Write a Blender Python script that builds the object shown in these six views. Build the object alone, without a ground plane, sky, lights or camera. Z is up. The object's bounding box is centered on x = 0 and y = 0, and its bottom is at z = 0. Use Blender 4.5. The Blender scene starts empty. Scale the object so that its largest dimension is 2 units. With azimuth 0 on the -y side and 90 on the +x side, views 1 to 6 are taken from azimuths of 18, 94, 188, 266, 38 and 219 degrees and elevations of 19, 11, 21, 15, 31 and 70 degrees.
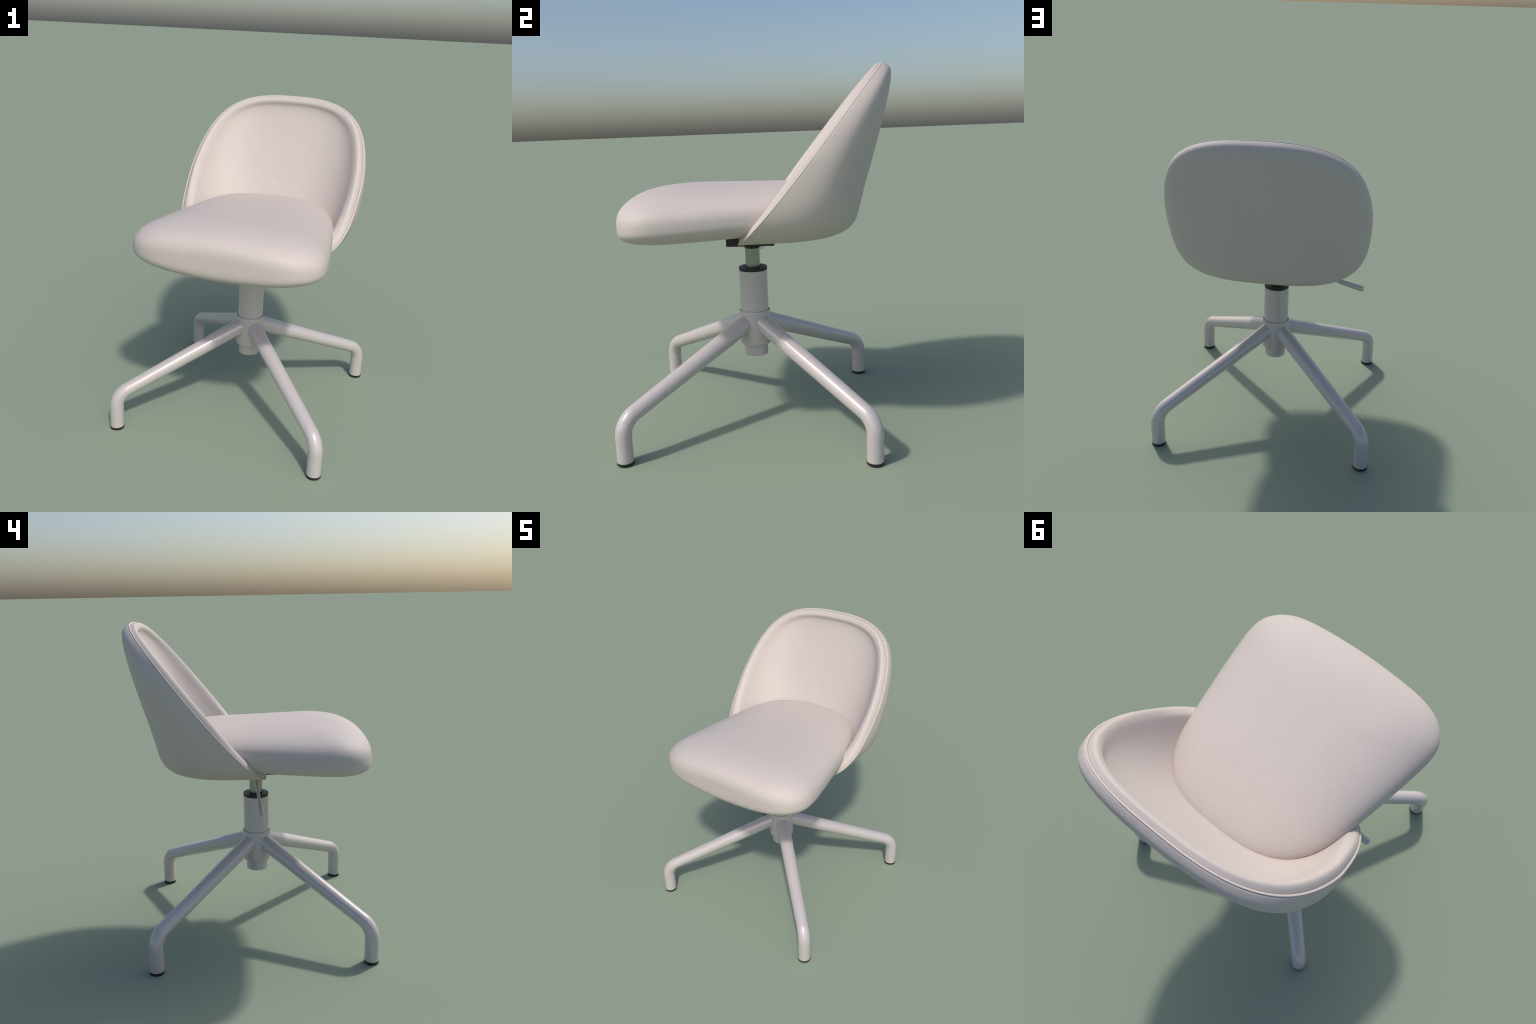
"""Upholstered swivel chair on a four-legged tubular base."""
import bpy, bmesh, math
import numpy as np
from mathutils import Vector, Matrix

TAU = 2 * math.pi
AX = (-0.003, -0.042)          # column axis
scene = bpy.context.scene

# ------------------------------------------------------------------ materials
def new_mat(name):
    m = bpy.data.materials.new(name)
    m.use_nodes = True
    nt = m.node_tree
    return m, nt, nt.nodes["Principled BSDF"]

def fabric_material(name, colour, rough=0.6):
    """Closely woven upholstery: fine fibre grain as tint and bump, with a faint broad tone."""
    m, nt, b = new_mat(name)
    N, L = nt.nodes.new, nt.links.new
    tc = N("ShaderNodeTexCoord")
    fine = N("ShaderNodeTexNoise")
    fine.inputs["Scale"].default_value = 260
    fine.inputs["Detail"].default_value = 3
    fine.inputs["Roughness"].default_value = 0.65
    broad = N("ShaderNodeTexNoise")
    broad.inputs["Scale"].default_value = 5
    broad.inputs["Detail"].default_value = 2
    for t in (fine, broad):
        L(tc.outputs["Object"], t.inputs["Vector"])
    ramp = N("ShaderNodeValToRGB")
    lo, hi = ramp.color_ramp.elements
    lo.position, hi.position = 0.35, 0.85
    lo.color = (*[c * 0.90 for c in colour], 1)
    hi.color = (*[min(1, c * 1.09) for c in colour], 1)
    L(fine.outputs["Fac"], ramp.inputs["Fac"])
    tone = N("ShaderNodeMix"); tone.data_type = "RGBA"; tone.blend_type = "MULTIPLY"
    tone.inputs["Factor"].default_value = 0.03
    L(ramp.outputs["Color"], tone.inputs["A"])
    L(broad.outputs["Fac"], tone.inputs["B"])
    L(tone.outputs["Result"], b.inputs["Base Color"])
    bump = N("ShaderNodeBump")
    bump.inputs["Strength"].default_value = 0.38
    bump.inputs["Distance"].default_value = 0.002
    L(fine.outputs["Fac"], bump.inputs["Height"])
    L(bump.outputs["Normal"], b.inputs["Normal"])
    b.inputs["Roughness"].default_value = rough
    b.inputs["Specular IOR Level"].default_value = 0.5
    return m

def coat_material(name, colour, rough, spec=0.5, metallic=0.0, grain=0.02):
    """Painted or moulded surface with a faint mottling of tone and gloss."""
    m, nt, b = new_mat(name)
    N, L = nt.nodes.new, nt.links.new
    tc = N("ShaderNodeTexCoord")
    n = N("ShaderNodeTexNoise")
    n.inputs["Scale"].default_value = 60
    n.inputs["Detail"].default_value = 3
    L(tc.outputs["Object"], n.inputs["Vector"])
    ramp = N("ShaderNodeValToRGB")
    lo, hi = ramp.color_ramp.elements
    lo.position, hi.position = 0.3, 0.7
    lo.color = (*[c * (1 - grain) for c in colour], 1)
    hi.color = (*[min(1, c * (1 + grain)) for c in colour], 1)
    L(n.outputs["Fac"], ramp.inputs["Fac"])
    L(ramp.outputs["Color"], b.inputs["Base Color"])
    b.inputs["Roughness"].default_value = rough
    b.inputs["Specular IOR Level"].default_value = spec
    b.inputs["Metallic"].default_value = metallic
    return m

FABRIC = fabric_material("pale_blush_fabric", (0.615, 0.543, 0.505))
PAINT = coat_material("pale_powder_coat", (0.60, 0.54, 0.53), 0.19, metallic=0.15)
BLACK = coat_material("black_plastic", (0.014, 0.015, 0.015), 0.45, grain=0.1)
STEEL = coat_material("brushed_steel", (0.37, 0.38, 0.36), 0.30, metallic=1.0)

# ------------------------------------------------------------------ helpers
def add(name, verts, faces, mat, parent=None, smooth=True, angle=None):
    me = bpy.data.meshes.new(name)
    me.from_pydata([tuple(v) for v in verts], [], faces)
    me.validate()
    bm = bmesh.new(); bm.from_mesh(me)
    bmesh.ops.recalc_face_normals(bm, faces=bm.faces)
    bm.to_mesh(me); bm.free()
    if smooth:
        me.shade_smooth()
        if angle is not None:
            me.set_sharp_from_angle(angle=math.radians(angle))
    me.materials.append(mat)
    o = bpy.data.objects.new(name, me)
    scene.collection.objects.link(o)
    if parent:
        o.parent = parent
    return o

def grid(P, pole_start=False, pole_end=False, closed_v=False):
    """Faces for rings P[t, s]: closed in t, optional single pole vertices at either end of s."""
    nt, ns = P.shape[:2]
    verts, faces = [], []
    first, last = (1 if pole_start else 0), (ns - 1 if pole_end else ns)
    for i in range(nt):
        for j in range(first, last):
            verts.append(P[i, j])
    w = last - first
    idx = lambda i, j: (i % nt) * w + j
    for i in range(nt):
        for j in range(w - 1):
            faces.append((idx(i, j), idx(i + 1, j), idx(i + 1, j + 1), idx(i, j + 1)))
        if closed_v:
            faces.append((idx(i, w - 1), idx(i + 1, w - 1), idx(i + 1, 0), idx(i, 0)))
    if pole_start:
        verts.append(P[:, 0].mean(0)); k = len(verts) - 1
        faces += [(k, idx(i + 1, 0), idx(i, 0)) for i in range(nt)]
    if pole_end:
        verts.append(P[:, -1].mean(0)); k = len(verts) - 1
        faces += [(k, idx(i, w - 1), idx(i + 1, w - 1)) for i in range(nt)]
    return verts, faces

def even(curve, dense_t, n, closed=True):
    """Parameter values that cut a sampled curve into n equal lengths."""
    d = np.r_[0, np.cumsum(np.linalg.norm(np.diff(curve, axis=0), axis=1))]
    return np.interp(np.linspace(0, d[-1], n + 1)[: n if closed else None], d, dense_t)

def lathe(name, profile, mat, parent, centre=AX, seg=64, angle=35):
    """Turn (radius, z) points about a vertical axis; radius 0 closes on the axis."""
    prof = np.array(profile, float)
    a = np.linspace(0, TAU, seg, endpoint=False)
    P = np.stack([centre[0] + prof[None, :, 0] * np.cos(a)[:, None],
                  centre[1] + prof[None, :, 0] * np.sin(a)[:, None],
                  np.repeat(prof[None, :, 1], seg, 0)], -1)
    v, f = grid(P, pole_start=prof[0, 0] == 0, pole_end=prof[-1, 0] == 0)
    return add(name, v, f, mat, parent, angle=angle)

def tube(name, path, radii, mat, parent, seg=32, angle=40, cap=True):
    """Round tube along a 3D path that lies in a vertical plane or is nearly straight."""
    path = np.array(path, float)
    tan = np.gradient(path, axis=0)
    tan /= np.linalg.norm(tan, axis=1)[:, None]
    side = np.cross(tan[0], [0, 0, 1.0])
    side = side / np.linalg.norm(side)
    a = np.linspace(0, TAU, seg, endpoint=False)
    rings = []
    for p, t, r in zip(path, tan, radii):
        up = np.cross(side, t)
        rings.append(p + r * (np.cos(a)[:, None] * side + np.sin(a)[:, None] * up))
    P = np.swapaxes(np.array(rings), 0, 1)
    if cap:
        P = np.concatenate([np.repeat(path[None, :1], seg, 0), P, np.repeat(path[None, -1:], seg, 0)], 1)
    v, f = grid(P, pole_start=cap, pole_end=cap)
    return add(name, v, f, mat, parent, angle=angle)

# ------------------------------------------------------------------ root
chair = bpy.data.objects.new("swivel_chair", None)
scene.collection.objects.link(chair)
chair.location = (AX[0], AX[1], 0)
chair["label"] = "pale blush upholstered swivel chair with four splayed tubular legs"
chair["category"] = "office chair"
bpy.context.view_layer.update()

def attach(o, parent):
    o.parent = parent
    o.matrix_parent_inverse = parent.matrix_world.inverted()

# ------------------------------------------------------------------ backrest
BX = -0.003                     # lateral offset of the upholstery
RIM = dict(yT=0.695, zT=1.9980, yB=-0.0965, zB=1.0660, b1=-0.0181, b2=0.019,
           W=0.5967, k1=-0.0303, k2=-0.1451, eT=1.0676, eB=1.2087, fT=0.7284, fB=0.4934)
SHELL = dict(h=0.1247, zT=1.9552, zB=1.0740, W=0.6095, k1=-0.0750, k2=-0.1817,
             eT=1.0929, eB=1.1019, fT=0.6992, fB=0.5648, yc=0.6491, sl=0.2582, cv=-0.0107,
             zQ=1.2681, bul=-0.0028, nT=5.4145, nS=3.3323, nB=4.1076, nD=-0.0883)

def outline(t, d):
    """Superelliptic loop: height parameter a in -1..1 and half width x."""
    s, c = np.sin(t), np.cos(t)
    up = s >= 0
    a = np.sign(s) * np.abs(s) ** np.where(up, d["eT"], d["eB"])
    x = d["W"] * np.sign(c) * np.abs(c) ** np.where(up, d["fT"], d["fB"]) \
        * (1 + d["k1"] * a + d["k2"] * (1 - a * a)) / (1 + d["k2"])
    return a, x

RIM_DIR = np.array([0, RIM["yT"] - RIM["yB"], RIM["zT"] - RIM["zB"]])
RIM_DIR /= np.linalg.norm(RIM_DIR)
RIM_N = np.array([0, -RIM_DIR[2], RIM_DIR[1]])          # forward and up, off the rim plane

def rim_curve(t):
    a, x = outline(t, RIM)
    m = (a + 1) / 2
    bow = RIM["b1"] * (1 - a * a) + RIM["b2"] * a * (1 - a * a)
    P = np.stack([x + BX, RIM["yB"] + (RIM["yT"] - RIM["yB"]) * m, RIM["zB"] + (RIM["zT"] - RIM["zB"]) * m], -1)
    return P + bow[:, None] * RIM_N

def back_y(z):
    return SHELL["yc"] + SHELL["sl"] * (z - 1.555) - SHELL["cv"] * ((z - 1.5) / 0.45) ** 2

def corner_loop(t):
    a, x = outline(t, SHELL)
    z = SHELL["zB"] + (SHELL["zT"] - SHELL["zB"]) * (a + 1) / 2
    return np.stack([x + BX, back_y(z) - SHELL["h"] * x * x, z], -1)

def bowl(R, Kp, Q, n, phi, crown=0.0):
    """From rim points R, round a corner at Kp with superellipse exponent n, to the middle Q."""
    ex = (2 / n)[:, None]
    cp, sp = np.cos(phi)[None] ** ex, np.sin(phi)[None] ** ex
    cp[:, -1] = 0
    P = Q + (R - Kp)[:, None] * (1 - sp[..., None]) + (Kp - Q)[:, None] * cp[..., None]
    P[..., 1] += (crown * (Kp[:, 0] - BX) ** 2)[:, None] * (cp - cp ** 2)   # round, not conical, across the back
    return P

NT = 224
dense = np.linspace(0, TAU, 6001)
T = even(rim_curve(dense), dense, NT)
R = rim_curve(T)
KP = corner_loop(T)
SW = np.sin(T) ** 2
TOPW = np.clip(np.sin(T), 0, 1)
tang = np.roll(R, -1, 0) - np.roll(R, 1, 0)
tang /= np.linalg.norm(tang, axis=1)[:, None]
INW = np.cross(RIM_N, tang)
INW /= np.linalg.norm(INW, axis=1)[:, None]
INW *= np.sign(((R.mean(0) - R) * INW).sum(1))[:, None]

q = np.linspace(0, math.pi / 2, 3001)
ref = np.stack([1 - np.sin(q) ** (2 / 3.2), np.cos(q) ** (2 / 3.2)], -1)
PHI = even(ref, q, 56, closed=False)

n_out = np.where(np.sin(T) >= 0, SHELL["nT"], SHELL["nB"]) * SW + SHELL["nS"] * (1 - SW) \
    + np.where(np.sin(T) >= 0, 0, SHELL["nD"] * 4 * SW * (1 - SW))
Q = np.array([BX, back_y(SHELL["zQ"]) + SHELL["bul"], SHELL["zQ"]])
body = bowl(R, KP, Q, n_out, PHI, SHELL["h"])
flange = np.stack([R + 0.022 * INW - 0.005 * RIM_N, R + 0.006 * INW - 0.0042 * RIM_N], 1)
body[:, 0] = R + 0.0005 * INW - 0.0049 * RIM_N              # leaves a fine shadow line behind the piping
v, f = grid(np.concatenate([flange, body], 1), pole_end=True)
backrest = add("backrest", v, f, FABRIC, angle=60)
attach(backrest, chair)

# padded inside: a soft roll that rises behind the piping, turns in and flows into the bowl
def bspline(ctrl, n):
    """Clamped cubic B-spline through per-column control points ctrl[k, t, 3]."""
    m, p = len(ctrl), 3
    knots = np.r_[[0.0] * p, np.linspace(0, 1, m - p + 1), [1.0] * p]
    u = np.linspace(0, 1, n)
    B = [((knots[i] <= u) & (u < knots[i + 1])).astype(float) for i in range(len(knots) - 1)]
    B[m - 1][-1] = 1
    for k in range(1, p + 1):
        nxt = []
        for i in range(len(knots) - 1 - k):
            l, r = knots[i + k] - knots[i], knots[i + k + 1] - knots[i + 1]
            v = np.zeros(n)
            if l > 0: v += (u - knots[i]) / l * B[i]
            if r > 0: v += (knots[i + k + 1] - u) / r * B[i + 1]
            nxt.append(v)
        B = nxt
    return np.einsum("kn,ktc->tnc", np.array(B[:m]), np.array(ctrl))

PAD = dict(y0=0.452, slope=0.383, zq=1.335, lip=0.071, n=2.9)

def pad_y(z):
    return PAD["y0"] + PAD["slope"] * (z - 1.335)

A = outline(T, RIM)[0]

def ease(x):
    x = np.clip(x, 0, 1)
    return x * x * (3 - 2 * x)

H = (0.022 + 0.011 * (1 - TOPW ** 2) - 0.018 * ease((-A - 0.1) / 0.75))[:, None]
low = ease((-A + 0.1) / 0.9)[:, None]
LIP = PAD["lip"] + 0.004 * low - 0.017 * (TOPW ** 2)[:, None]
inset = 0.125 - 0.035 * low - 0.045 * (TOPW ** 3)[:, None]                      # how far the wall leans in
S0 = R + 0.0113 * INW + 0.0012 * RIM_N
C = R + (LIP + 0.014) * INW - 0.10 * H * RIM_N
KI = R + (LIP + inset) * INW
KI[:, 1] = 0.02 * np.logaddexp(pad_y(KI[:, 2]) / 0.02, (C[:, 1] + 0.012) / 0.02)   # soft maximum
Qi = np.array([BX, pad_y(PAD["zq"]), PAD["zq"]])
V = KI - C
V /= np.linalg.norm(V, axis=1)[:, None]
lip = bspline([S0, S0 + 0.005 * INW + 0.34 * H * RIM_N, R + 0.38 * LIP * INW + 0.80 * H * RIM_N,
               R + 0.58 * LIP * INW + 1.05 * H * RIM_N, R + 0.85 * LIP * INW + 0.80 * H * RIM_N,
               C - 0.020 * V, C], 40)
inner = bowl(C, KI, Qi, np.full(NT, PAD["n"]), PHI)
v, f = grid(np.concatenate([(S0 - 0.02 * RIM_N)[:, None], lip[:, :-1], inner], 1), pole_end=True)
pad = add("backrest_pad", v, f, FABRIC, angle=75)
attach(pad, backrest)

# piping cord that follows the seam
a = np.linspace(0, TAU, 12, endpoint=False)
core = R + 0.0052 * INW - 0.0022 * RIM_N
P = core[:, None] + 0.0060 * np.cos(a)[None, :, None] * INW[:, None] + 0.0036 * np.sin(a)[None, :, None] * RIM_N
v, f = grid(P, closed_v=True)
piping = add("piping", v, f, FABRIC)
attach(piping, backrest)

# ------------------------------------------------------------------ seat cushion
# half outline in plan, front to rear (control points of a closed smooth spline)
SEAT_X = np.array([0.2068, 0.4571, 0.5967, 0.5687, 0.5180, 0.4760, 0.4420, 0.2650])
SEAT_Y = np.array([-0.728, -0.713, -0.5840, -0.3839, -0.0900, 0.1086, 0.2650, 0.4900])
SEAT = dict(ze=1.219, ze1=0.0305, zeF=0.0403, zeC=-0.0228, zt=1.380, zt1=0.0021, zt2=0.0475,
            zb=1.1032, zb1=0.0488, cx=0.016, nuF=2.9607, nuS=2.5894, nuR=2.65, nuC=-0.2165,
            nlF=5.7074, nlS=2.9422, nlC=-1.1911, ym=-0.1509, ox=-0.0047)

def closed_spline(cx, cy, u):
    X, Y = np.r_[cx, -cx[::-1]], np.r_[cy, cy[::-1]]
    n = len(X)
    i = np.floor(u * n).astype(int)
    f = u * n - i
    B = np.stack([(1 - f) ** 3, 3 * f ** 3 - 6 * f * f + 4, -3 * f ** 3 + 3 * f * f + 3 * f + 1, f ** 3]) / 6
    return (sum(B[k] * X[(i + k - 1) % n] for k in range(4)),
            sum(B[k] * Y[(i + k - 1) % n] for k in range(4)))

def seat_surface(u, phi):
    d = SEAT
    x, y = closed_spline(SEAT_X, SEAT_Y, u)
    yc = d["ym"]
    a = np.where(y < yc, (y - yc) / (yc - y.min()), (y - yc) / (y.max() - yc))
    c = x / np.abs(x).max()
    w = a * a / (a * a + c * c)
    rear = 1 / (1 + np.exp(-6 * a))
    wc = 4 * w * (1 - w) * (1 - rear)
    ze = d["ze"] + d["ze1"] * a + d["zeF"] * a * a + d["zeC"] * wc
    nu = (d["nuF"] * (1 - rear) + d["nuR"] * rear) * w + d["nuS"] * (1 - w) + d["nuC"] * wc
    nl = d["nlF"] * w + d["nlS"] * (1 - w) + d["nlC"] * wc
    up = phi >= 0
    ex = np.where(up[None], 2 / nu[:, None], 2 / nl[:, None])
    rho = np.cos(phi)[None] ** ex
    rho[:, np.abs(phi) > math.pi / 2 - 1e-9] = 0
    sg = np.abs(np.sin(phi))[None] ** ex
    X, Y = x[:, None] * rho, yc + (y - yc)[:, None] * rho
    zt = d["zt"] + d["zt1"] * Y + d["zt2"] * Y * Y
    zb = d["zb"] + d["zb1"] * Y + d["cx"] * X ** 2
    Z = np.where(up[None], ze[:, None] + (zt - ze[:, None]) * sg, ze[:, None] - (ze[:, None] - zb) * sg)
    return np.stack([X + d["ox"], Y, Z], -1)

us = np.linspace(0, 1, 4001)
US = even(np.stack(closed_spline(SEAT_X, SEAT_Y, us % 1), -1), us, 200)
ref = np.stack([0.5 * np.cos(q) ** (2 / 2.6), 0.3 * np.sin(q) ** (2 / 2.6)], -1)
half = even(ref, q, 44, closed=False)
half[-1] = math.pi / 2
P = seat_surface(US, np.r_[-half[::-1][:-1], half])
v, f = grid(P, pole_start=True, pole_end=True)
seat = add("seat_cushion", v, f, FABRIC)
attach(seat, chair)

# ------------------------------------------------------------------ under-seat mechanism
def rounded_box(name, lo, hi, bevel, mat, taper=0.0):
    bm = bmesh.new()
    bmesh.ops.create_cube(bm, size=1)
    for vert in bm.verts:
        top = vert.co.z > 0
        for k in range(3):
            vert.co[k] = lo[k] + (hi[k] - lo[k]) * (vert.co[k] + 0.5)
        if not top:
            vert.co.y -= taper if vert.co.y > (lo[1] + hi[1]) / 2 else 0
    bmesh.ops.bevel(bm, geom=list(bm.edges), offset=bevel, segments=3, profile=0.5, affect="EDGES")
    me = bpy.data.meshes.new(name)
    bm.to_mesh(me); bm.free()
    me.shade_smooth(); me.set_sharp_from_angle(angle=math.radians(40))
    me.materials.append(mat)
    o = bpy.data.objects.new(name, me)
    scene.collection.objects.link(o)
    return o

mount = rounded_box("seat_mount", (-0.072, -0.181, 1.026), (0.087, 0.099, 1.10), 0.006, BLACK, taper=0.007)
attach(mount, chair)
bush = lathe("mount_bush", [(0, 1.004), (0.041, 1.004), (0.0445, 1.008), (0.0445, 1.03), (0, 1.03)], BLACK, None)
attach(bush, mount)

tip, root = np.array([-0.578, -0.039, 0.909]), np.array([-0.06, -0.037, 1.040])
def along(k):
    return root + (tip - root) * k
ks = [0, 0.30, 0.60, 0.665, 0.70, 0.80, 0.90, 0.97, 0.992, 1.0]
rs = [0.0095, 0.0095, 0.0095, 0.010, 0.0155, 0.0175, 0.019, 0.0195, 0.0175, 0.0125]
g = 4
lever = tube("height_lever", [along(k) for k in ks[:g]], rs[:g], PAINT, None, seg=24)
attach(lever, chair)
grip = tube("lever_grip", [along(0.66)] + [along(k) for k in ks[g:]], [0.0098] + rs[g:], PAINT, None, seg=24, angle=50)
attach(grip, lever)

# ------------------------------------------------------------------ pedestal
pedestal = lathe("pedestal", [
    (0, 0.370), (0.066, 0.370), (0.069, 0.373), (0.069, 0.436), (0.083, 0.436), (0.0895, 0.4425),
    (0.0905, 0.634), (0.089, 0.6395), (0.086, 0.640), (0.0835, 0.636), (0.082, 0.628),
    (0.0815, 0.632), (0.0813, 0.876), (0.045, 0.877), (0.045, 0.85), (0, 0.85)], PAINT, None, seg=96, angle=30)
attach(pedestal, chair)
cap = lathe("column_cap", [(0.0425, 0.8765), (0.081, 0.8765), (0.082, 0.878), (0.082, 0.894), (0.080, 0.8965),
                           (0.050, 0.8965), (0.047, 0.893), (0.0425, 0.893)], BLACK, None, seg=96, angle=35)
attach(cap, pedestal)
lift = lathe("gas_lift", [(0, 0.80), (0.0418, 0.80), (0.0418, 1.006), (0, 1.006)], STEEL, None, seg=64)
attach(lift, pedestal)

# ------------------------------------------------------------------ legs
LEG_R, CORNER_Z, SLOPE, BEND = 0.905, 0.2285, 0.403, 0.112
d_in = np.array([-1, SLOPE]); d_in /= np.linalg.norm(d_in)     # from the corner back up to the hub
turn = math.acos(float(np.dot(-d_in, [0, -1])))
tl = BEND * math.tan(turn / 2)
pts, rad = [], []
corner = np.array([LEG_R, CORNER_Z])
p_start, p_end = corner + d_in * tl, corner + np.array([0, -tl])
inner_pt = np.array([0.02, CORNER_Z + SLOPE * (LEG_R - 0.02)])
for k in np.linspace(0, 1, 14):
    pts.append(inner_pt + (p_start - inner_pt) * k)
    rad.append(0.0505 - 0.0085 * k)
bis = d_in + np.array([0, -1]); bis /= np.linalg.norm(bis)
centre = corner + bis * (BEND / math.cos(turn / 2))
a0 = math.atan2(*(p_start - centre)[::-1]); a1 = math.atan2(*(p_end - centre)[::-1])
for k in np.linspace(0, 1, 18)[1:]:
    a_ = a0 + (a1 - a0) * k
    pts.append(centre + BEND * np.array([math.cos(a_), math.sin(a_)]))
    rad.append(0.042 + 0.0013 * k)
for z in np.linspace(p_end[1], 0.014, 6)[1:]:
    pts.append(np.array([LEG_R, z])); rad.append(0.0433)
path = [(p[0], 0, p[1]) for p in pts]
leg0 = tube("leg", path, rad, PAINT, None, seg=48)
capm = lathe("foot_glide", [(0, 0), (0.0415, 0), (0.0440, 0.0025), (0.0442, 0.0160), (0, 0.0160)], BLACK, None,
             centre=(LEG_R, 0), seg=48)
for i in range(4):
    lg = leg0 if i == 0 else leg0.copy()
    ft = capm if i == 0 else capm.copy()
    if i:
        scene.collection.objects.link(lg); scene.collection.objects.link(ft)
    lg.parent = chair
    lg.matrix_parent_inverse = Matrix.Identity(4)
    lg.location = (0, 0, 0)
    lg.rotation_euler = (0, 0, math.radians(45 + 90 * i))
    ft.parent = lg
    ft.location = (0, 0, 0)
bpy.context.view_layer.update()
